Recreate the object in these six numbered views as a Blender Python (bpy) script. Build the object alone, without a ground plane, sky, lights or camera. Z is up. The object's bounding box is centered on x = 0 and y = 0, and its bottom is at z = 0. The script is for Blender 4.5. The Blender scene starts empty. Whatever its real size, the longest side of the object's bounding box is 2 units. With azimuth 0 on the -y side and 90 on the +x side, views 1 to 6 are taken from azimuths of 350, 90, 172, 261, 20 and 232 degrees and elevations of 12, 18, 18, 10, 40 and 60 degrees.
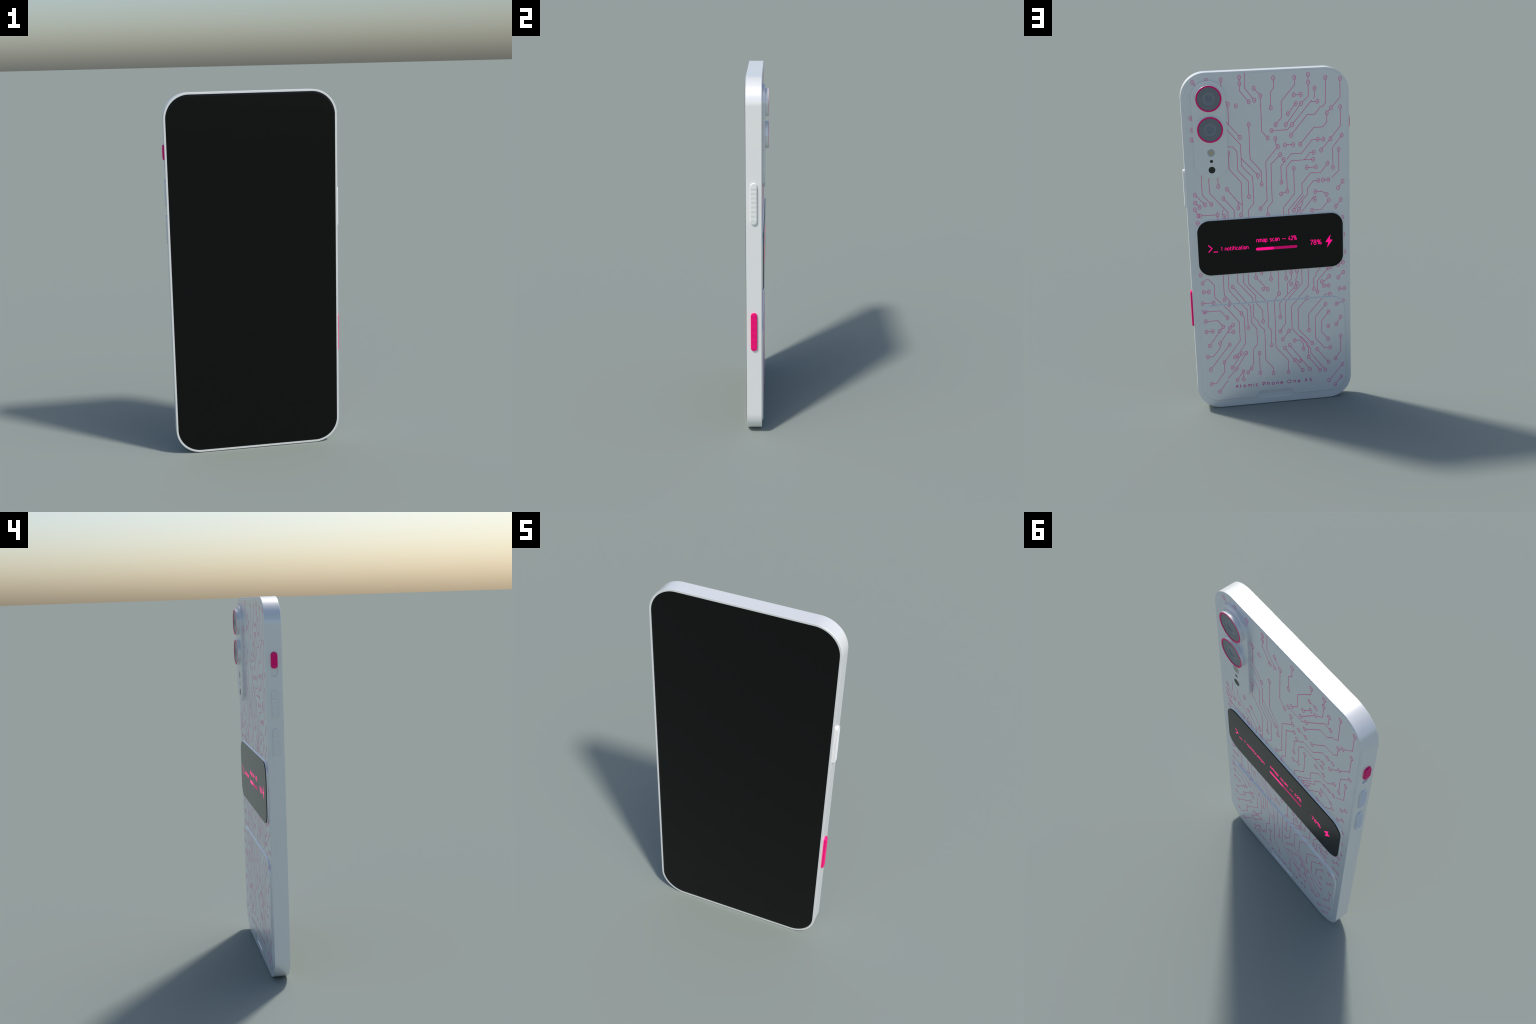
"""Upright smartphone, built part by part: frame, screen, back cover with a raised
lower cover and printed circuit pattern, camera island, rear status display, side keys."""
import math
import bpy
import bmesh
from mathutils import Vector, Matrix

# ------------------------------------------------------------------ main sizes (metres)
HALF_W, HEIGHT = 0.4672, 2.0           # outline of the phone seen from the front
CORNER = 0.138
Y_FRONT, Y_RIM = -0.0575, 0.0249       # frame front and back planes
Y_PLATE = 0.0262                       # back cover plate
Y_LOWER = 0.0324                       # raised lower cover
Y_ISLAND, Y_LENS = 0.0418, 0.0606      # camera island and lens tops
Y_BEZEL, Y_DISPLAY = 0.0325, 0.0366    # rear display: bezel and glass

LOWER = dict(cx=0.0005, cz=0.354, hw=0.4350, hh=0.3070, r=0.088)      # foot of the lower cover
LOWER_SLOPE = 0.0046


# ------------------------------------------------------------------ materials
def material(name, colour, rough, metallic=0.0, specular=0.5, coat=0.0, grain=0.0, bump=0.0, emit=0.0):
    m = bpy.data.materials.new(name)
    m.use_nodes = True
    nt = m.node_tree
    b = nt.nodes["Principled BSDF"]
    b.inputs["Base Color"].default_value = (*colour, 1)
    b.inputs["Roughness"].default_value = rough
    b.inputs["Metallic"].default_value = metallic
    b.inputs["Specular IOR Level"].default_value = specular
    b.inputs["Coat Weight"].default_value = coat
    if emit:
        b.inputs["Emission Color"].default_value = (*colour, 1)
        b.inputs["Base Color"].default_value = (*[c * 0.1 for c in colour], 1)
        b.inputs["Emission Strength"].default_value = emit
    if grain or bump:
        co = nt.nodes.new("ShaderNodeTexCoord")
        no = nt.nodes.new("ShaderNodeTexNoise")
        no.inputs["Scale"].default_value = 90
        no.inputs["Detail"].default_value = 4
        nt.links.new(co.outputs["Object"], no.inputs["Vector"])
        if grain:
            ramp = nt.nodes.new("ShaderNodeValToRGB")
            ramp.color_ramp.elements[0].color = (*[c * (1 - grain) for c in colour], 1)
            ramp.color_ramp.elements[1].color = (*[min(1, c * (1 + grain)) for c in colour], 1)
            nt.links.new(no.outputs["Fac"], ramp.inputs["Fac"])
            nt.links.new(ramp.outputs["Color"], b.inputs["Base Color"])
        if bump:
            bn = nt.nodes.new("ShaderNodeBump")
            bn.inputs["Strength"].default_value = bump
            bn.inputs["Distance"].default_value = 0.0005
            nt.links.new(no.outputs["Fac"], bn.inputs["Height"])
            nt.links.new(bn.outputs["Normal"], b.inputs["Normal"])
    return m


SHELL = material("satin_white_shell", (0.835, 0.840, 0.832), 0.26, metallic=0.3, grain=0.006)
KEY_WHITE = material("white_key", (0.835, 0.840, 0.832), 0.26, metallic=0.3)
PINK = material("hot_pink_plastic", (0.90, 0.005, 0.20), 0.35, metallic=0.3, specular=0.3)
INK = material("pink_circuit_ink", (0.95, 0.110, 0.42), 0.26, metallic=0.3)
LETTER_INK = material("pink_lettering_ink", (0.74, 0.03, 0.29), 0.3, metallic=0.3)
SCREEN = material("black_screen_glass", (0.0004, 0.0004, 0.0004), 0.16, specular=0.29)
REAR_GLASS = material("black_display_glass", (0.0004, 0.0004, 0.0004), 0.15, specular=0.30)
GLOW = material("glowing_pink_pixels", (0.97, 0.0, 0.24), 0.2, specular=0.25, emit=1.0)
GLOW_DIM = material("dim_pink_pixels", (0.40, 0.0, 0.105), 0.4, specular=0.2, emit=1.0)
LENS_DARK = material("lens_glass_dark", (0.200, 0.215, 0.226), 0.18, specular=0.25)
LENS_MID = material("lens_glass_ring", (0.23, 0.25, 0.275), 0.18, specular=0.25)
LENS_CORE = material("lens_glass_core", (0.20, 0.222, 0.25), 0.18, specular=0.25)
FLASH = material("flash_reflector", (0.52, 0.51, 0.47), 0.3)
FLASH_CORE = material("flash_phosphor", (0.62, 0.48, 0.20), 0.4)
HOLE = material("dark_sensor_glass", (0.008, 0.010, 0.010), 0.3)


# ------------------------------------------------------------------ outlines (2D, counter-clockwise)
def arc(cx, cz, r, a0, a1, n):
    return [(cx + r * math.cos(math.radians(a0 + (a1 - a0) * i / n)),
             cz + r * math.sin(math.radians(a0 + (a1 - a0) * i / n))) for i in range(n + 1)]


def rounded_rect(cx, cz, hw, hh, r, n=24):
    r = min(r, hw - 1e-4, hh - 1e-4)
    out = []
    for sx, sz, a in ((1, 1, 0), (-1, 1, 90), (-1, -1, 180), (1, -1, 270)):
        out += arc(cx + sx * (hw - r), cz + sz * (hh - r), r, a, a + 90, n)
    return out


def circle(cx, cz, r, n=72):
    return [(cx + r * math.cos(2 * math.pi * i / n), cz + r * math.sin(2 * math.pi * i / n)) for i in range(n)]


def fillet(corners, n=8):
    """Polygon of (x, z, radius) corners with each corner rounded."""
    out = []
    for i, (x, z, r) in enumerate(corners):
        p = Vector((x, z))
        a = (Vector(corners[i - 1][:2]) - p).normalized()
        b = (Vector(corners[(i + 1) % len(corners)][:2]) - p).normalized()
        half = a.angle(b) / 2
        t = r / math.tan(half)
        c = p + (a + b).normalized() * (r / math.sin(half))
        v0, v1 = p + a * t - c, p + b * t - c
        turn = v0.angle_signed(v1)
        for k in range(n + 1):
            v = v0.copy()
            v.rotate(Matrix.Rotation(-turn * k / n, 2))
            out.append(tuple(c + v))
    return out


def inset(outline, d):
    """Move every outline point inward by d along its mitred normal."""
    n, out = len(outline), []
    for i in range(n):
        p = Vector(outline[i])
        e0 = p - Vector(outline[i - 1])
        e1 = Vector(outline[(i + 1) % n]) - p
        e0 = e0.normalized() if e0.length > 1e-9 else e1.normalized()
        e1 = e1.normalized() if e1.length > 1e-9 else e0
        n0, n1 = Vector((-e0.y, e0.x)), Vector((-e1.y, e1.x))
        m = n0 + n1
        m = m / max(m.dot(n0), 0.3) if m.length > 1e-6 else n0
        out.append(tuple(p + m * d))
    return out


# ------------------------------------------------------------------ mesh helpers
def shade(me, angle):
    """Smooth curved walls, keep flat lids (many-sided faces) truly flat."""
    me.shade_smooth()
    me.set_sharp_from_angle(angle=math.radians(angle))
    sharp = me.attributes.get("sharp_edge") or me.attributes.new("sharp_edge", "BOOLEAN", "EDGE")
    for p in me.polygons:
        if p.loop_total > 4:
            for li in p.loop_indices:
                sharp.data[me.loops[li].edge_index].value = True


def to_object(bm, name, mats, parent=None, sharp=32.0):
    bmesh.ops.remove_doubles(bm, verts=bm.verts, dist=1e-6)
    bmesh.ops.recalc_face_normals(bm, faces=bm.faces)
    me = bpy.data.meshes.new(name)
    bm.to_mesh(me)
    bm.free()
    for m in mats if isinstance(mats, (list, tuple)) else [mats]:
        me.materials.append(m)
    shade(me, sharp)
    ob = bpy.data.objects.new(name, me)
    bpy.context.scene.collection.objects.link(ob)
    if parent:
        ob.parent = parent
    return ob


def back_map(u, v, h):      # outline in (x, z), height along +y
    return Vector((u, h, v))


def right_map(u, v, h):     # outline in (y, z), height along +x
    return Vector((h, u, v))


def left_map(u, v, h):
    return Vector((-h, u, v))


def loft(bm, outline, profile, place=back_map, mat=0, cap_start=True, cap_end=True):
    """Stack copies of an outline: profile is a list of (inset, height)."""
    rings = [[bm.verts.new(place(u, v, h)) for u, v in inset(outline, d)] for d, h in profile]
    n = len(outline)
    for r0, r1 in zip(rings, rings[1:]):
        for i in range(n):
            j = (i + 1) % n
            bm.faces.new((r0[i], r0[j], r1[j], r1[i])).material_index = mat
    if cap_start:
        bm.faces.new(rings[0][::-1]).material_index = mat
    if cap_end:
        bm.faces.new(rings[-1]).material_index = mat
    return rings


def solid(name, outline, profile, mats, parent=None, place=back_map, sharp=32.0):
    bm = bmesh.new()
    loft(bm, outline, profile, place)
    return to_object(bm, name, mats, parent, sharp)


def cut(ob, cutters):
    """Boolean-subtract cutter objects, bake the result and drop the cutters."""
    for c in cutters:
        md = ob.modifiers.new("cut", "BOOLEAN")
        md.operation, md.solver, md.object = "DIFFERENCE", "EXACT", c
    bpy.context.view_layer.update()
    me = bpy.data.meshes.new_from_object(ob.evaluated_get(bpy.context.evaluated_depsgraph_get()))
    old = ob.data
    ob.modifiers.clear()
    ob.data = me
    me.name = old.name
    bpy.data.meshes.remove(old)
    shade(me, 32)
    for c in cutters:
        bpy.data.meshes.remove(c.data)


# ------------------------------------------------------------------ the phone
phone = bpy.data.objects.new("smartphone", None)
bpy.context.scene.collection.objects.link(phone)
phone["label"] = "upright white smartphone with pink circuit print and rear display"
phone["category"] = "smartphone"

# frame: rounded slab with tiny chamfers, a slide-switch slot on its left flank
OUTER = rounded_rect(0, HEIGHT / 2, HALF_W, HEIGHT / 2, CORNER, 40)
frame = solid("frame", OUTER,
              [(0.0010, Y_FRONT), (0.0, Y_FRONT + 0.0010), (0.0, Y_RIM - 0.0008), (0.0008, Y_RIM)], SHELL, phone)

KEY_Y, KEY_R = -0.0168, 0.0176         # all side keys share this line and half width


def pill(z0, z1, r=KEY_R, y=KEY_Y):
    return rounded_rect(y, (z0 + z1) / 2, r, (z1 - z0) / 2, r, 16)


slot = solid("slot_cutter", pill(1.6088, 1.7345), [(0.0010, HALF_W - 0.006), (0.0, HALF_W + 0.02)], SHELL, place=left_map)
# thumb notch at the bottom of the back: a shallow sloped pocket
def pocket(floor):
    bm = bmesh.new()
    rings = [[bm.verts.new((x, y, z)) for x, z in rounded_rect(0, cz, hw, hh, r, 12)]
             for cz, hw, hh, r, y in ((0.0528, 0.0930, 0.0120, 0.0115, floor), (0.0602, 0.0962, 0.0218, 0.0200, Y_PLATE + 0.0003), (0.0602, 0.0962, 0.0218, 0.0200, 0.05))]
    for a, b in zip(rings, rings[1:]):
        for k in range(len(a)):
            bm.faces.new((a[k - 1], a[k], b[k], b[k - 1]))
    bm.faces.new(rings[0])
    bm.faces.new(rings[-1])
    return to_object(bm, "pocket_cutter", SHELL)


cut(frame, [slot, pocket(0.0180)])

# front screen: glass with softly rolled edges
solid("screen", rounded_rect(0, HEIGHT / 2 + 0.0012, 0.4566, 0.9888, CORNER - 0.0105, 40),
      [(0.0, Y_FRONT + 0.004), (0.0, Y_FRONT - 0.0001), (0.0012, Y_FRONT - 0.0007), (0.0042, Y_FRONT - 0.0016),
       (0.0095, Y_FRONT - 0.0024)], SCREEN, phone, sharp=50)

# back cover plate
back_cover = solid("back_cover", inset(OUTER, 0.0095),
                   [(0.0, 0.0200), (0.0, Y_RIM - 0.0004), (0.0016, Y_PLATE)], SHELL, phone)
cut(back_cover, [pocket(0.0232)])

# raised lower cover with a notch in its bottom edge
L = LOWER
z_low, z_top = L["cz"] - L["hh"], L["cz"] + L["hh"]
LOWER_OUTLINE = fillet([
    (L["cx"] + L["hw"], z_low, L["r"]), (L["cx"] + L["hw"], z_top, L["r"]),
    (L["cx"] - L["hw"], z_top, L["r"]), (L["cx"] - L["hw"], z_low, L["r"]),
    (-0.1150, z_low, 0.012), (-0.0960, z_low + 0.0370, 0.016), (0.0960, z_low + 0.0370, 0.016), (0.1150, z_low, 0.012)], 14)
lower_cover = solid("lower_cover", LOWER_OUTLINE,
                    [(0.0, Y_PLATE - 0.0015), (0.0, Y_PLATE + 0.0001), (LOWER_SLOPE, Y_LOWER)],
                    SHELL, phone, sharp=40)


# ------------------------------------------------------------------ printed circuit pattern
INK_LIFT, LINE_W = 0.00010, 0.0031
VIA_RX, VIA_RZ = 0.0084, 0.0119        # the print is stretched: its rings are taller than wide


def lower_distance(x, z):
    """Signed distance to the foot of the lower cover (negative inside)."""
    qx = abs(x - L["cx"]) - L["hw"] + L["r"]
    qz = abs(z - L["cz"]) - L["hh"] + L["r"]
    return math.hypot(max(qx, 0), max(qz, 0)) + min(max(qx, qz), 0) - L["r"]


layer = 0                              # each stroke lies a hair above the last, so none coincide


def print_height(x, z):
    """Height of the printed surface, or None on the unprinted slope."""
    d = lower_distance(x, z)
    lift = INK_LIFT + 0.000012 * (layer % 11)
    if d > -0.0002:
        return Y_PLATE + lift
    return Y_LOWER + lift if d < -LOWER_SLOPE - 0.0002 else None


def ink_strip(bm, pairs, height=print_height):
    """Thin raised strip through (left, right) point pairs."""
    prev = None
    for (ax, az), (bx, bz) in pairs:
        h0, h1 = height(ax, az), height(bx, bz)
        if h0 is None or h1 is None or abs(h0 - h1) > 1e-5:
            prev = None
            continue
        row = [bm.verts.new((ax, h0 - 0.0004, az)), bm.verts.new((ax, h0, az)), bm.verts.new((bx, h0, bz)), bm.verts.new((bx, h0 - 0.0004, bz))]
        if prev and abs(prev[1].co.y - h0) < 1e-5:
            for k in range(3):
                bm.faces.new((prev[k], prev[k + 1], row[k + 1], row[k]))
        prev = row


def stroke(bm, pts, width=LINE_W, step=0.004, height=print_height):
    """Constant-width mitred line through points."""
    global layer
    layer += 1
    pts = [Vector(p) for p in pts]
    n = len(pts)
    pairs = []
    for i, p in enumerate(pts):
        a = (p - pts[i - 1]).normalized() if i else None
        b = (pts[min(i + 1, n - 1)] - p).normalized() if i < n - 1 else None
        d0, d1 = a or b, b or a
        m = Vector((-d0.y - d1.y, d0.x + d1.x))
        m = m.normalized() / max(m.normalized().dot(Vector((-d0.y, d0.x))), 0.5) * width / 2
        pairs.append((p - m, p + m))
    rows = []
    for (l0, r0), (l1, r1) in zip(pairs, pairs[1:]):
        k = max(1, int(((l1 + r1) - (l0 + r0)).length / 2 / step))
        rows += [(tuple(l0.lerp(l1, t / k)), tuple(r0.lerp(r1, t / k))) for t in range(k)]
    rows.append((tuple(pairs[-1][0]), tuple(pairs[-1][1])))
    ink_strip(bm, rows, height)


def via(bm, x, z):
    """Elliptic contact ring with a dot in its middle."""
    global layer
    layer += 1
    n = 28
    ring = [(2 * math.pi * i / n) for i in range(n + 1)]
    w = LINE_W / 2 * 0.95
    ink_strip(bm, [((x + (VIA_RX + w) * math.cos(t), z + (VIA_RZ + w) * math.sin(t)),
                    (x + (VIA_RX - w) * math.cos(t), z + (VIA_RZ - w) * math.sin(t))) for t in ring])
    h = print_height(x, z)
    if h is not None:
        bm.faces.new([bm.verts.new((x + 0.0024 * math.cos(t), h, z + 0.0036 * math.sin(t))) for t in ring[:-1:2]][::-1])


def at_rim(p, q):
    """Point where the line from the centre of the via at p towards q leaves its ring."""
    d = Vector(q) - Vector(p)
    r = 1 / math.hypot(d.x / VIA_RX, d.y / VIA_RZ)
    return tuple(Vector(p) + d * min(r, 0.98))


def trace(points, pads=()):
    """One conductor: a bent line with via rings at the points numbered in pads."""
    bm = bmesh.new()
    run = []
    for i, p in enumerate(points):
        if i in pads:
            via(bm, *p)
            if run:
                stroke(bm, run + [at_rim(p, points[i - 1])])
            run = [at_rim(p, points[i + 1])] if i + 1 < len(points) else []
        else:
            run.append(p)
    if len(run) > 1:
        stroke(bm, run)
    to_object(bm, "circuit_trace", INK, back_cover, 60)


def via_pad(x, z):
    bm = bmesh.new()
    via(bm, x, z)
    to_object(bm, "contact_pad", INK, back_cover, 60)


def print_circuit():
    # beside the camera island
    trace([(0.397, 1.950), (0.369, 1.913)], pads=(0,))
    via_pad(0.323, 1.957)
    trace([(0.243, 1.957), (0.243, 1.910)], pads=(0,))
    trace([(0.142, 1.966), (0.142, 1.933), (0.142, 1.891), (0.095, 1.831)], pads=(0, 1, 3))
    trace([(0.113, 1.990), (0.113, 1.904), (0.064, 1.838)], pads=(2,))
    trace([(0.065, 1.904), (0.029, 1.861), (0.029, 1.665), (-0.003, 1.625)], pads=(0, 1, 3))
    trace([(0.231, 1.850), (0.211, 1.824), (0.211, 1.712)], pads=(1,))
    trace([(0.232, 1.737), (0.152, 1.638)], pads=(1,))
    via_pad(0.167, 1.812)
    trace([(0.232, 1.694), (0.150, 1.596), (0.150, 1.518), (0.150, 1.477), (0.089, 1.406), (0.089, 1.256), (0.122, 1.217), (0.122, 1.171)], pads=())
    trace([(0.234, 1.587), (0.195, 1.587), (0.172, 1.560), (0.172, 1.452), (0.115, 1.386), (0.115, 1.296)], pads=(5,))
    trace([(0.100, 1.705), (0.100, 1.512), (0.040, 1.440), (0.040, 1.364)], pads=(0, 3))
    trace([(0.419, 1.758), (0.401, 1.735)], pads=(0,))
    via_pad(0.414, 1.692)
    trace([(0.420, 1.638), (0.401, 1.614)], pads=(0,))
    trace([(0.149, 1.518), (0.060, 1.417), (0.060, 1.392)], pads=(1,))
    trace([(0.220, 1.553), (0.220, 1.538), (0.220, 1.462), (0.155, 1.381), (0.155, 1.249), (0.155, 1.219), (0.164, 1.193)], pads=(0, 6))
    trace([(0.238, 1.348), (0.180, 1.272), (0.155, 1.249)], pads=(0,))
    trace([(0.178, 1.269), (0.178, 1.235)], pads=(1,))
    trace([(0.378, 1.441), (0.378, 1.323), (0.330, 1.265)], pads=(2,))
    trace([(0.337, 1.422), (0.337, 1.330), (0.239, 1.213), (0.239, 1.169)], pads=())
    trace([(0.286, 1.422), (0.286, 1.366)], pads=(1,))
    trace([(0.260, 1.296), (0.203, 1.224), (0.203, 1.168)], pads=(0,))
    trace([(0.419, 1.326), (0.366, 1.266)], pads=(0, 1))
    trace([(0.420, 1.280), (0.397, 1.254)], pads=(0, 1))
    trace([(0.424, 1.241), (0.407, 1.203)], pads=(0, 1))
    trace([(0.398, 1.203), (0.298, 1.203), (0.298, 1.170)], pads=(0, 1))
    trace([(0.262, 1.230), (0.269, 1.220), (0.269, 1.204), (0.260, 1.190)], pads=(3,))
    via_pad(0.412, 1.160)
    # upper half, far side
    trace([(-0.045, 1.954), (-0.045, 1.899), (-0.026, 1.878), (-0.026, 1.792)], pads=(0, 3))
    trace([(-0.162, 1.951), (-0.162, 1.912), (-0.085, 1.824), (-0.085, 1.736), (-0.050, 1.697)], pads=(0, 4))
    trace([(-0.238, 1.964), (-0.238, 1.921), (-0.238, 1.846), (-0.195, 1.807), (-0.122, 1.711), (-0.107, 1.694)], pads=(0, 1, 3, 5))
    trace([(-0.156, 1.857), (-0.195, 1.857)], pads=(0, 1))
    trace([(-0.166, 1.808), (-0.120, 1.753)], pads=(0, 1))
    trace([(-0.273, 1.888), (-0.273, 1.840), (-0.265, 1.832)], pads=(0,))
    trace([(-0.257, 1.823), (-0.250, 1.815), (-0.143, 1.693), (-0.115, 1.665), (-0.026, 1.665)], pads=(2, 4))
    trace([(-0.250, 1.815), (-0.288, 1.815)], pads=(1,))
    trace([(-0.335, 1.943), (-0.335, 1.805), (-0.316, 1.783), (-0.304, 1.783), (-0.273, 1.744), (-0.229, 1.744), (-0.135, 1.633)], pads=(0, 6))
    trace([(-0.417, 1.935), (-0.417, 1.831), (-0.364, 1.774), (-0.340, 1.747), (-0.340, 1.698), (-0.317, 1.670), (-0.265, 1.670), (-0.186, 1.579)], pads=(0, 2, 3, 7))
    trace([(-0.417, 1.777), (-0.417, 1.671), (-0.359, 1.601), (-0.305, 1.539)], pads=(0, 2, 3))
    trace([(-0.424, 1.617), (-0.372, 1.552), (-0.372, 1.447), (-0.372, 1.436)], pads=(0, 3))
    trace([(-0.046, 1.619), (-0.046, 1.592), (-0.059, 1.573), (0.012, 1.492), (0.012, 1.268), (0.052, 1.222)], pads=(0, 2, 5))
    trace([(-0.099, 1.580), (-0.146, 1.580)], pads=(0, 1))
    trace([(-0.319, 1.601), (-0.286, 1.601), (-0.254, 1.601), (-0.194, 1.528), (-0.132, 1.528), (-0.108, 1.498)], pads=(0, 1))
    trace([(-0.090, 1.498), (-0.098, 1.488), (-0.073, 1.461), (-0.073, 1.368)], pads=(0, 3))
    trace([(-0.071, 1.527), (-0.017, 1.475), (-0.017, 1.256), (0.010, 1.224), (0.010, 1.183)], pads=(0, 4))
    trace([(-0.258, 1.489), (-0.207, 1.489), (-0.135, 1.489), (-0.105, 1.453), (-0.105, 1.327), (-0.105, 1.314), (-0.070, 1.300)], pads=(0, 5, 6))
    trace([(-0.207, 1.489), (-0.240, 1.529), (-0.262, 1.529)], pads=(2,))
    trace([(-0.146, 1.444), (-0.146, 1.296), (-0.081, 1.219), (-0.081, 1.167)], pads=(0,))
    trace([(-0.340, 1.462), (-0.301, 1.411), (-0.241, 1.411), (-0.191, 1.353), (-0.191, 1.295), (-0.110, 1.204), (-0.110, 1.168)], pads=(0,))
    trace([(-0.220, 1.444), (-0.272, 1.444)], pads=(0, 1))
    trace([(-0.286, 1.365), (-0.257, 1.365), (-0.221, 1.321), (-0.221, 1.288), (-0.140, 1.198)], pads=(0, 4))
    trace([(-0.190, 1.254), (-0.190, 1.232), (-0.171, 1.203), (-0.149, 1.174)], pads=(2,))
    trace([(-0.201, 1.285), (-0.144, 1.218), (-0.144, 1.211)], pads=())
    trace([(-0.312, 1.366), (-0.344, 1.366)], pads=(0, 1))
    trace([(-0.406, 1.538), (-0.406, 1.417), (-0.364, 1.377)], pads=(0,))
    trace([(-0.427, 1.352), (-0.400, 1.315)], pads=(0, 1))
    trace([(-0.267, 1.301), (-0.305, 1.301), (-0.333, 1.280)], pads=(0, 2))
    trace([(-0.273, 1.274), (-0.259, 1.274), (-0.174, 1.173)], pads=())
    via_pad(-0.263, 1.255)
    trace([(-0.345, 1.246), (-0.301, 1.193), (-0.246, 1.193)], pads=(0, 2))
    trace([(-0.415, 1.244), (-0.385, 1.206)], pads=(0, 1))
    via_pad(-0.424, 1.138)
    via_pad(-0.429, 1.035)
    via_pad(-0.434, 0.928)
    trace([(-0.424, 0.864), (-0.394, 0.849)], pads=(0, 1))
    # lower half, camera side
    via_pad(0.413, 0.850)
    trace([(0.405, 0.799), (0.385, 0.820), (0.370, 0.820), (0.338, 0.782), (0.338, 0.706), (0.262, 0.623), (0.203, 0.544), (0.203, 0.425), (0.303, 0.295), (0.303, 0.234), (0.357, 0.162), (0.386, 0.162)], pads=(0, 8, 11))
    trace([(0.402, 0.745), (0.372, 0.745)], pads=(0, 1))
    trace([(0.411, 0.675), (0.347, 0.675)], pads=(0, 1))
    via_pad(0.411, 0.625)
    trace([(0.399, 0.624), (0.311, 0.624), (0.272, 0.577)], pads=(0, 2))
    trace([(0.400, 0.564), (0.328, 0.564), (0.299, 0.523), (0.321, 0.497), (0.384, 0.408)], pads=(0, 2, 3, 4))
    trace([(0.399, 0.499), (0.362, 0.499)], pads=(0, 1))
    via_pad(0.283, 0.689)
    via_pad(0.258, 0.656)
    trace([(0.283, 0.853), (0.283, 0.717), (0.238, 0.656), (0.188, 0.597), (0.172, 0.571), (0.172, 0.405), (0.225, 0.328), (0.240, 0.322)], pads=(3, 6, 7))
    trace([(0.254, 0.851), (0.254, 0.745), (0.188, 0.657), (0.152, 0.617), (0.152, 0.503)], pads=(4,))
    trace([(0.232, 0.764), (0.152, 0.656), (0.132, 0.637), (0.132, 0.535), (0.101, 0.494), (0.101, 0.395), (0.127, 0.360), (0.127, 0.270), (0.142, 0.241), (0.164, 0.215)], pads=(0, 8, 9))
    trace([(0.201, 0.850), (0.201, 0.788), (0.117, 0.684), (0.117, 0.567), (0.088, 0.533), (0.088, 0.519), (0.054, 0.479), (0.054, 0.287), (0.011, 0.231), (0.011, 0.197)], pads=(9,))
    trace([(0.166, 0.851), (0.166, 0.781), (0.099, 0.697), (0.099, 0.655), (0.062, 0.605), (0.062, 0.535)], pads=(5,))
    trace([(0.138, 0.851), (0.138, 0.776), (0.031, 0.652), (0.031, 0.498), (0.016, 0.479), (0.016, 0.378)], pads=(5,))
    trace([(0.093, 0.849), (0.093, 0.811), (0.027, 0.732)], pads=(1, 2))
    via_pad(0.053, 0.736)
    trace([(0.005, 0.849), (0.005, 0.793)], pads=(1,))
    via_pad(0.060, 0.837)
    trace([(0.241, 0.528), (0.261, 0.511), (0.275, 0.485), (0.323, 0.420), (0.323, 0.390), (0.366, 0.338), (0.399, 0.338)], pads=(0, 1, 3, 6))
    trace([(0.275, 0.485), (0.241, 0.485)], pads=(1,))
    trace([(0.266, 0.406), (0.386, 0.256)], pads=(0, 1))
    trace([(0.197, 0.342), (0.257, 0.255)], pads=(0, 1))
    trace([(0.170, 0.343), (0.231, 0.247), (0.287, 0.187)], pads=(0, 1))
    trace([(0.287, 0.175), (0.339, 0.106)], pads=(1,))
    trace([(0.192, 0.226), (0.230, 0.173)], pads=(0, 1))
    trace([(0.192, 0.226), (0.192, 0.174)], pads=(0, 1))
    trace([(0.091, 0.335), (0.091, 0.205)], pads=(0, 1))
    # lower half, far side
    trace([(-0.039, 0.849), (-0.039, 0.699), (-0.010, 0.658), (-0.010, 0.363), (-0.081, 0.275), (-0.081, 0.195)], pads=(1, 5))
    trace([(-0.084, 0.849), (-0.084, 0.791)], pads=(1,))
    trace([(-0.115, 0.826), (-0.115, 0.786), (-0.090, 0.760), (-0.090, 0.695)], pads=(0,))
    trace([(-0.149, 0.831), (-0.149, 0.795), (-0.142, 0.784), (-0.142, 0.762)], pads=(0,))
    via_pad(-0.148, 0.755)
    trace([(-0.137, 0.736), (-0.041, 0.642), (-0.041, 0.555)], pads=(0, 2))
    via_pad(-0.113, 0.755)
    trace([(-0.178, 0.848), (-0.178, 0.754), (-0.073, 0.642), (-0.073, 0.514), (-0.039, 0.463)], pads=(4,))
    trace([(-0.216, 0.849), (-0.216, 0.734), (-0.110, 0.616), (-0.110, 0.475), (-0.194, 0.370), (-0.194, 0.360), (-0.206, 0.343), (-0.206, 0.282), (-0.275, 0.189)], pads=(7, 8))
    trace([(-0.159, 0.422), (-0.204, 0.371), (-0.204, 0.357), (-0.218, 0.339), (-0.218, 0.309), (-0.307, 0.188)], pads=(5,))
    trace([(-0.205, 0.660), (-0.149, 0.598), (-0.149, 0.466), (-0.230, 0.370)], pads=(0, 3))
    trace([(-0.343, 0.673), (-0.315, 0.673), (-0.212, 0.560), (-0.212, 0.456)], pads=(0, 3))
    trace([(-0.316, 0.614), (-0.252, 0.536), (-0.252, 0.399), (-0.305, 0.333), (-0.340, 0.333)], pads=(0, 4))
    trace([(-0.332, 0.564), (-0.290, 0.509), (-0.290, 0.435), (-0.328, 0.389)], pads=(0, 3))
    trace([(-0.292, 0.843), (-0.262, 0.810), (-0.262, 0.794), (-0.248, 0.781), (-0.248, 0.712)], pads=(4,))
    trace([(-0.335, 0.834), (-0.269, 0.761), (-0.269, 0.693)], pads=(2,))
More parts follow.
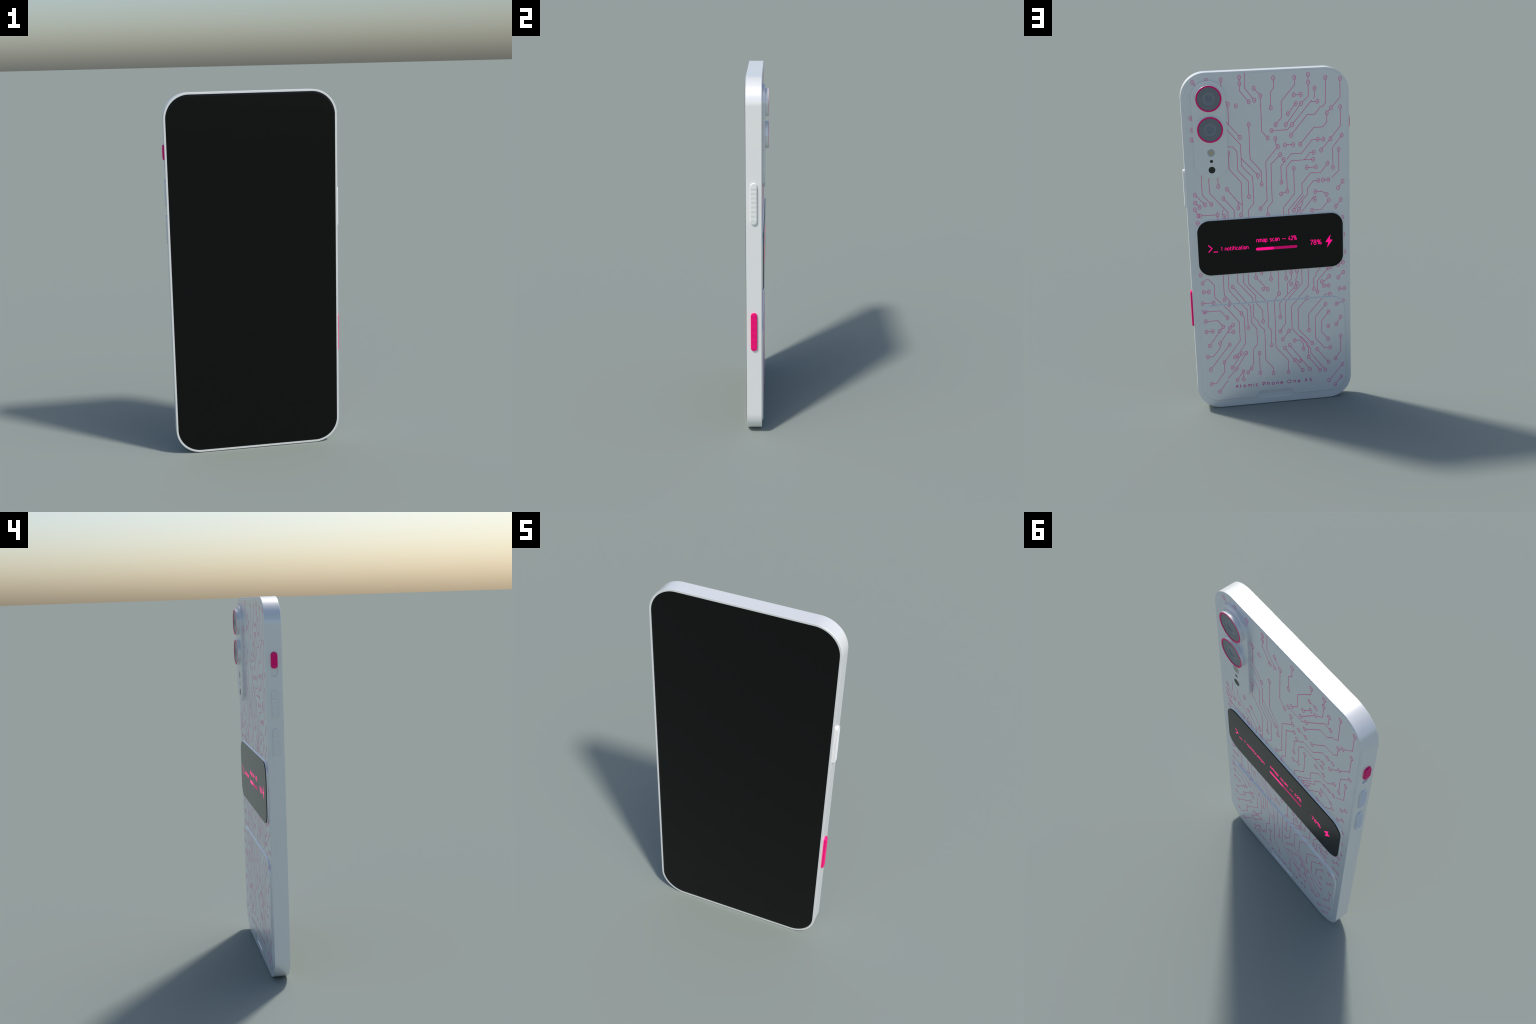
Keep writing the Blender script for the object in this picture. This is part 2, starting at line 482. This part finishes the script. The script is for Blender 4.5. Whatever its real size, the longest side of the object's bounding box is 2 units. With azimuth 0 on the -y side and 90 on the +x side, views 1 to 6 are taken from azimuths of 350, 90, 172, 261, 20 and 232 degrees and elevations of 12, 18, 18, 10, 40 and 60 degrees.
    via_pad(-0.334, 0.837)
    via_pad(-0.351, 0.839)
    trace([(-0.296, 0.754), (-0.317, 0.761), (-0.341, 0.784)], pads=(0, 2))
    trace([(-0.308, 0.727), (-0.336, 0.727)], pads=(0, 1))
    trace([(-0.425, 0.803), (-0.395, 0.772)], pads=(0, 1))
    trace([(-0.401, 0.702), (-0.431, 0.702)], pads=(0, 1))
    trace([(-0.422, 0.624), (-0.381, 0.609)], pads=(0, 1))
    trace([(-0.406, 0.523), (-0.378, 0.480)], pads=(0, 1))
    via_pad(-0.329, 0.471)
    trace([(-0.405, 0.400), (-0.405, 0.306), (-0.371, 0.258)], pads=(0, 2))
    trace([(-0.092, 0.462), (-0.052, 0.410)], pads=(0, 1))
    trace([(-0.123, 0.397), (-0.156, 0.397), (-0.176, 0.371), (-0.176, 0.339)], pads=(0, 3))
    trace([(-0.093, 0.369), (-0.213, 0.200)], pads=(0, 1))
    trace([(-0.063, 0.354), (-0.120, 0.269), (-0.168, 0.198)], pads=(0, 1, 2))
    trace([(-0.129, 0.279), (-0.142, 0.259), (-0.155, 0.259)], pads=(2,))
    trace([(-0.258, 0.329), (-0.328, 0.238)], pads=(0, 1))
    trace([(-0.415, 0.215), (-0.329, 0.115)], pads=(0, 1))
    trace([(-0.406, 0.133), (-0.367, 0.085)], pads=(0, 1))

print_circuit()


# ------------------------------------------------------------------ lettering on the lower cover
def bow(cx, cz, rx, rz, a0, a1, n=14):
    return [(cx + rx * math.cos(math.radians(a0 + (a1 - a0) * i / n)), cz + rz * math.sin(math.radians(a0 + (a1 - a0) * i / n))) for i in range(n + 1)]


# geometric sans letters as strokes in a box: x 0..1 of the letter width, z 0..1 of cap height
XH = 0.72
GLYPHS = {
    "A": [[(0, 0), (0.5, 1), (1, 0)], [(0.2, 0.3), (0.8, 0.3)]],
    "t": [[(0.4, 0.95), (0.4, 0.2), (0.55, 0.03), (0.95, 0.03)], [(0.0, XH), (0.95, XH)]],
    "o": [bow(0.5, XH / 2, 0.5, XH / 2, 0, 360, 20)],
    "m": [[(0, 0), (0, XH)], bow(0.25, 0.48, 0.25, 0.24, 180, 0) + [(0.5, 0)], bow(0.75, 0.48, 0.25, 0.24, 180, 0) + [(1, 0)]],
    "i": [[(0.5, 0), (0.5, XH)], [(0.5, 0.93), (0.5, 1.06)]],
    "c": [bow(0.55, XH / 2, 0.55, XH / 2, 48, 312)],
    "P": [[(0, 0), (0, 1), (0.5, 1)] + bow(0.5, 0.68, 0.5, 0.32, 90, -90) + [(0, 0.36)]],
    "h": [[(0, 0), (0, 1.05)], bow(0.5, 0.42, 0.5, 0.30, 180, 0) + [(1, 0)]],
    "n": [[(0, 0), (0, XH)], bow(0.5, 0.42, 0.5, 0.30, 180, 0) + [(1, 0)]],
    "e": [[(0, XH / 2), (1, XH / 2)] + bow(0.5, XH / 2, 0.5, XH / 2, 0, 315, 18)],
    "O": [bow(0.5, 0.5, 0.5, 0.5, 0, 360, 24)],
    "X": [[(0, 0), (1, 1)], [(0, 1), (1, 0)]],
    "a": [bow(0.5, 0.22, 0.5, 0.22, 0, 360, 18), [(1, 0), (1, 0.48)] + bow(0.52, 0.48, 0.48, 0.25, 0, 140, 8)],
    "f": [[(0.35, 0), (0.35, 0.8)] + bow(0.75, 0.8, 0.40, 0.22, 180, 80, 6), [(0, XH), (0.95, XH)]],
    "p": [[(0, -0.28), (0, XH)], bow(0.5, XH / 2, 0.5, XH / 2, 0, 360, 20)],
    "s": [bow(0.5, 0.54, 0.45, 0.18, 30, 270, 10) + bow(0.5, 0.18, 0.45, 0.18, 90, -150, 10)],
    "1": [[(0.1, 0.76), (0.75, 1), (0.75, 0)]],
    "2": [bow(0.5, 0.70, 0.48, 0.30, 170, -35, 12) + [(0, 0), (1, 0)]],
    "4": [[(0.7, 0), (0.7, 0.45)], [(0.55, 1), (0, 0.24), (1, 0.24)]],
    "7": [[(0, 1), (1, 1), (0.3, 0)]],
    "8": [bow(0.5, 0.76, 0.42, 0.24, 0, 360, 18), bow(0.5, 0.27, 0.5, 0.27, 0, 360, 18)],
    "%": [bow(0.2, 0.78, 0.2, 0.22, 0, 360, 14), bow(0.8, 0.22, 0.2, 0.22, 0, 360, 14), [(0.78, 1), (0.22, 0)]],
    "-": [[(0, 0.42), (1, 0.42)]],
    "S": [bow(0.5, 0.75, 0.45, 0.25, 40, 270, 10) + bow(0.5, 0.25, 0.45, 0.25, 90, -140, 10)],
}
bm = bmesh.new()
CAP, BASE_Z = 0.0205, 0.1215
for word in ([("A", 0.234, 0.0172), ("t", 0.2125, 0.0085), ("o", 0.188, 0.0138), ("m", 0.157, 0.0205), ("i", 0.1330, 0.004), ("c", 0.1130, 0.0125)],
             [("P", 0.0705, 0.0130), ("h", 0.0425, 0.0115), ("o", 0.0152, 0.0138), ("n", -0.0120, 0.0112), ("e", -0.0372, 0.0128)],
             [("O", -0.0840, 0.0215), ("n", -0.1172, 0.0112), ("e", -0.1437, 0.0128)],
             [("X", -0.1870, 0.0140), ("S", -0.2152, 0.0128)]):
    for letter, centre, width in word:
        for line in GLYPHS[letter]:
            stroke(bm, [(centre + width * (0.5 - u), BASE_Z + CAP * v) for u, v in line], 0.0035)
lettering = to_object(bm, "lettering", LETTER_INK, lower_cover, 60)

# ------------------------------------------------------------------ camera island
IX, IZ0, IZ1, IR = 0.3170, 1.5080, 1.8642, 0.0925
island_outline = rounded_rect(IX, (IZ0 + IZ1) / 2, IR, (IZ1 - IZ0) / 2 + IR, IR, 40)
island = solid("camera_island", island_outline,
               [(0.0, Y_PLATE - 0.002), (0.0, Y_ISLAND - 0.0010), (0.0010, Y_ISLAND)], SHELL, phone)
SMALL = [("flash", 1.5628, 0.0212), ("microphone_hole", 1.5148, 0.0088), ("sensor", 1.4655, 0.0190)]
cut(island, [solid("hole_cutter", circle(IX, z, r, 48), [(0, Y_ISLAND - 0.0022), (0, Y_ISLAND + 0.01)], SHELL) for _, z, r in SMALL])
for name, z, r in SMALL:
    if name == "flash":
        flash = solid(name, circle(IX, z, r - 0.0003, 48), [(0, Y_ISLAND - 0.0030), (0, Y_ISLAND - 0.0014), (0.0035, Y_ISLAND - 0.0010), (0.006, Y_ISLAND - 0.0014)], FLASH, island, sharp=20)
        bm = bmesh.new()
        for k in range(1, 3):
            rr = 0.0075 + 0.0045 * k
            loft(bm, circle(IX, z, rr, 40), [(0, Y_ISLAND - 0.0015), (0.0008, Y_ISLAND - 0.0009), (0.0016, Y_ISLAND - 0.0015)], cap_start=False, cap_end=False)
        to_object(bm, "flash_ripple", FLASH, island)
        solid("flash_lamp", circle(IX, z, 0.0085, 32), [(0, Y_ISLAND - 0.0020), (0, Y_ISLAND - 0.0008), (0.002, Y_ISLAND - 0.0004)], FLASH_CORE, island)
    else:
        solid(name, circle(IX, z, r - 0.0002, 40), [(0, Y_ISLAND - 0.0030), (0, Y_ISLAND - 0.0006)], HOLE, island)

LENS_R = 0.0718
for z in (1.8624, 1.6934):
    bm = bmesh.new()
    loft(bm, circle(IX, z, LENS_R, 96), [(-0.0006, Y_ISLAND - 0.002), (-0.0006, Y_ISLAND + 0.0004), (-0.0002, Y_ISLAND + 0.008), (0.0, Y_LENS - 0.0020), (0.0005, Y_LENS - 0.0006),
                                         (0.0008, Y_LENS - 0.0004), (0.009, Y_LENS - 0.0004), (0.009, Y_LENS - 0.0150)])
    barrel = to_object(bm, "camera_lens", SHELL, phone, 40)
    bm = bmesh.new()
    loft(bm, circle(IX, z, LENS_R - 0.0004, 96), [(0.0, Y_LENS - 0.0012), (0.0002, Y_LENS - 0.0002), (0.0006, Y_LENS), (0.0082, Y_LENS), (0.0088, Y_LENS - 0.0004), (0.0088, Y_LENS - 0.0030)], cap_start=False, cap_end=False)
    to_object(bm, "lens_ring", PINK, barrel, 40)
    # stepped glass bowl: outer plate, sunken element, deep pupil
    for name, r0, r1, y, dy, mat in (("lens_glass", LENS_R - 0.0086, 0.0365, Y_LENS - 0.0015, 0.0014, LENS_DARK),
                                     ("lens_element", 0.0366, 0.0183, Y_LENS - 0.0026, 0.0024, LENS_MID),
                                     ("lens_pupil", 0.0184, None, Y_LENS - 0.0046, 0.0, LENS_CORE)):
        bm = bmesh.new()
        if r1:
            loft(bm, circle(IX, z, r0, 96), [(0, y - 0.001), (0, y), (r0 - r1 - 0.0012, y - 0.0004), (r0 - r1, y - dy)], cap_start=False, cap_end=False)
        else:
            loft(bm, circle(IX, z, r0, 96), [(0, y - 0.002), (0, y)])
        to_object(bm, name, mat, barrel, 30)

# ------------------------------------------------------------------ rear status display
DX, DZ, DHW, DHH, DR = -0.0020, 1.0085, 0.4212, 0.1622, 0.070
rear_display = solid("rear_display", rounded_rect(DX, DZ, DHW, DHH, DR, 28),
                     [(0.0004, Y_BEZEL - 0.001), (0.0, Y_BEZEL), (0.0, Y_DISPLAY - 0.0010), (0.0003, Y_DISPLAY - 0.0003), (0.0011, Y_DISPLAY)], REAR_GLASS, phone)
solid("display_bezel", rounded_rect(DX, DZ, DHW + 0.0065, DHH + 0.0065, DR + 0.0065, 28),
      [(0.0, Y_PLATE - 0.001), (0.0, Y_PLATE + 0.0002), (0.0010, Y_PLATE + 0.0022), (0.0028, Y_BEZEL - 0.0010), (0.0044, Y_BEZEL)], SHELL, phone, sharp=50)

Y_PIX = Y_DISPLAY + 0.0002


def pixels(name, outline, mat=GLOW, lift=0.0):
    return solid(name, outline, [(0, Y_DISPLAY - 0.0006), (0, Y_PIX + lift)], mat, rear_display)


def bar_between(p, q, w):
    p, q = Vector(p), Vector(q)
    d = (q - p).normalized()
    n = Vector((-d.y, d.x)) * w / 2
    return [tuple(v) for v in (p - n, q - n, q + n, p + n)]


WIDTHS = {"i": 0.10, "1": 0.40, "t": 0.42, "f": 0.42, "m": 0.95, "%": 0.95, "-": 1.15, " ": 0.45}


def words(name, body, x_left, x_right, base, cap, weight):
    """Narrow monoline text facing the back, fitted between x_left and x_right."""
    gap = 0.24
    total = sum(WIDTHS.get(ch, 0.58) for ch in body) + gap * (len(body) - 1)
    k = (x_left - x_right - weight) / total
    x = x_left - weight / 2
    bm = bmesh.new()
    for ch in body:
        w = WIDTHS.get(ch, 0.58) * k
        for line in GLYPHS.get(ch, []):
            stroke(bm, [(x - w * u, base + cap * v) for u, v in line], weight, height=lambda x, z: Y_PIX + 0.00001 * (layer % 5))
        x -= w + gap * k
    return to_object(bm, name, GLOW, rear_display, 60)


bm = bmesh.new()
for p, q in (((0.3605, 1.0285), (0.3385, 1.0073)), ((0.3400, 1.0088), (0.3605, 0.9870)), ((0.3320, 0.9867), (0.3072, 0.9867))):
    loft(bm, bar_between(p, q, 0.0055), [(0, Y_DISPLAY - 0.0006), (0, Y_PIX + 0.00004 * (p[1] < 1.02))])
to_object(bm, "prompt_icon", GLOW, rear_display)
words("notification_text", "1 notification", 0.2905, 0.1300, 0.9915, 0.0215, 0.0031)
words("task_text", "nmap scan - 42%", 0.0840, -0.1515, 1.0270, 0.0240, 0.0033)
words("charge_text", "78%", -0.2280, -0.2965, 0.9885, 0.0280, 0.0039)
pixels("progress_track", rounded_rect(-0.0680, 0.9857, 0.0850, 0.0079, 0.0079, 12), GLOW_DIM)
pixels("progress_fill", rounded_rect(0.0354, 0.9857, 0.0524, 0.0083, 0.0083, 12), GLOW, 0.0002)
pixels("lightning_bolt", [(-0.3500, 1.0425), (-0.3195, 0.9995), (-0.3365, 0.9970), (-0.3285, 0.9650), (-0.3615, 1.0100), (-0.3440, 1.0130)][::-1])


# ------------------------------------------------------------------ side keys
def ribbed_key(name, z0, z1, top, mat, place, ribs, pitch, rib_w=0.0042, r=KEY_R, soft=0.003, foot=HALF_W - 0.004, rib_h=0.0013):
    """Pill-shaped key with rounded shoulders and cross ribs."""
    bm = bmesh.new()
    loft(bm, pill(z0, z1, r), [(0, foot), (0, top - rib_h - soft), (soft * 0.3, top - rib_h - soft * 0.3), (soft, top - rib_h)], place)
    mid = (z0 + z1) / 2
    for i in range(ribs):
        z = mid + (i - (ribs - 1) / 2) * pitch
        over = max(0.0, abs(z - mid) + rib_w / 2 - ((z1 - z0) / 2 - r))
        hy = math.sqrt(max(1e-8, r * r - over * over)) - soft * 0.45
        b, t = rib_w / 2, rib_w / 2 * 0.45
        box = [(KEY_Y - hy, z - b), (KEY_Y + hy, z - b), (KEY_Y + hy, z + b), (KEY_Y - hy, z + b)]
        lo = [bm.verts.new(place(u, v, top - rib_h - 0.0004)) for u, v in box]
        hi = [bm.verts.new(place(KEY_Y + (u - KEY_Y) * 0.96, z + (v - z) * t / b, top)) for u, v in box]
        for k in range(4):
            bm.faces.new((lo[k], lo[(k + 1) % 4], hi[(k + 1) % 4], hi[k]))
        bm.faces.new(hi)
    return to_object(bm, name, mat, phone, 30)


ribbed_key("action_key", 1.2450, 1.4680, 0.4782, KEY_WHITE, right_map, 29, 0.0069)
ribbed_key("power_key", 0.5250, 0.7475, 0.4782, PINK, right_map, 29, 0.0069)
ribbed_key("volume_key", 1.4018, 1.5428, 0.4740, KEY_WHITE, left_map, 18, 0.0069, soft=0.0008, rib_h=0.0012)
ribbed_key("volume_key", 1.2012, 1.3530, 0.4740, KEY_WHITE, left_map, 19, 0.0071, soft=0.0008, rib_h=0.0012)
ribbed_key("slide_switch", 1.6500, 1.7308, 0.4768, PINK, left_map, 7, 0.0074, rib_w=0.0056, r=0.0168, soft=0.0038, foot=HALF_W - 0.0062, rib_h=0.0011)
solid("card_tray", pill(0.5770, 0.8150, 0.0160), [(0.0, HALF_W - 0.004), (0.0, HALF_W + 0.0001), (0.0009, HALF_W + 0.0007)], KEY_WHITE, phone, place=left_map)
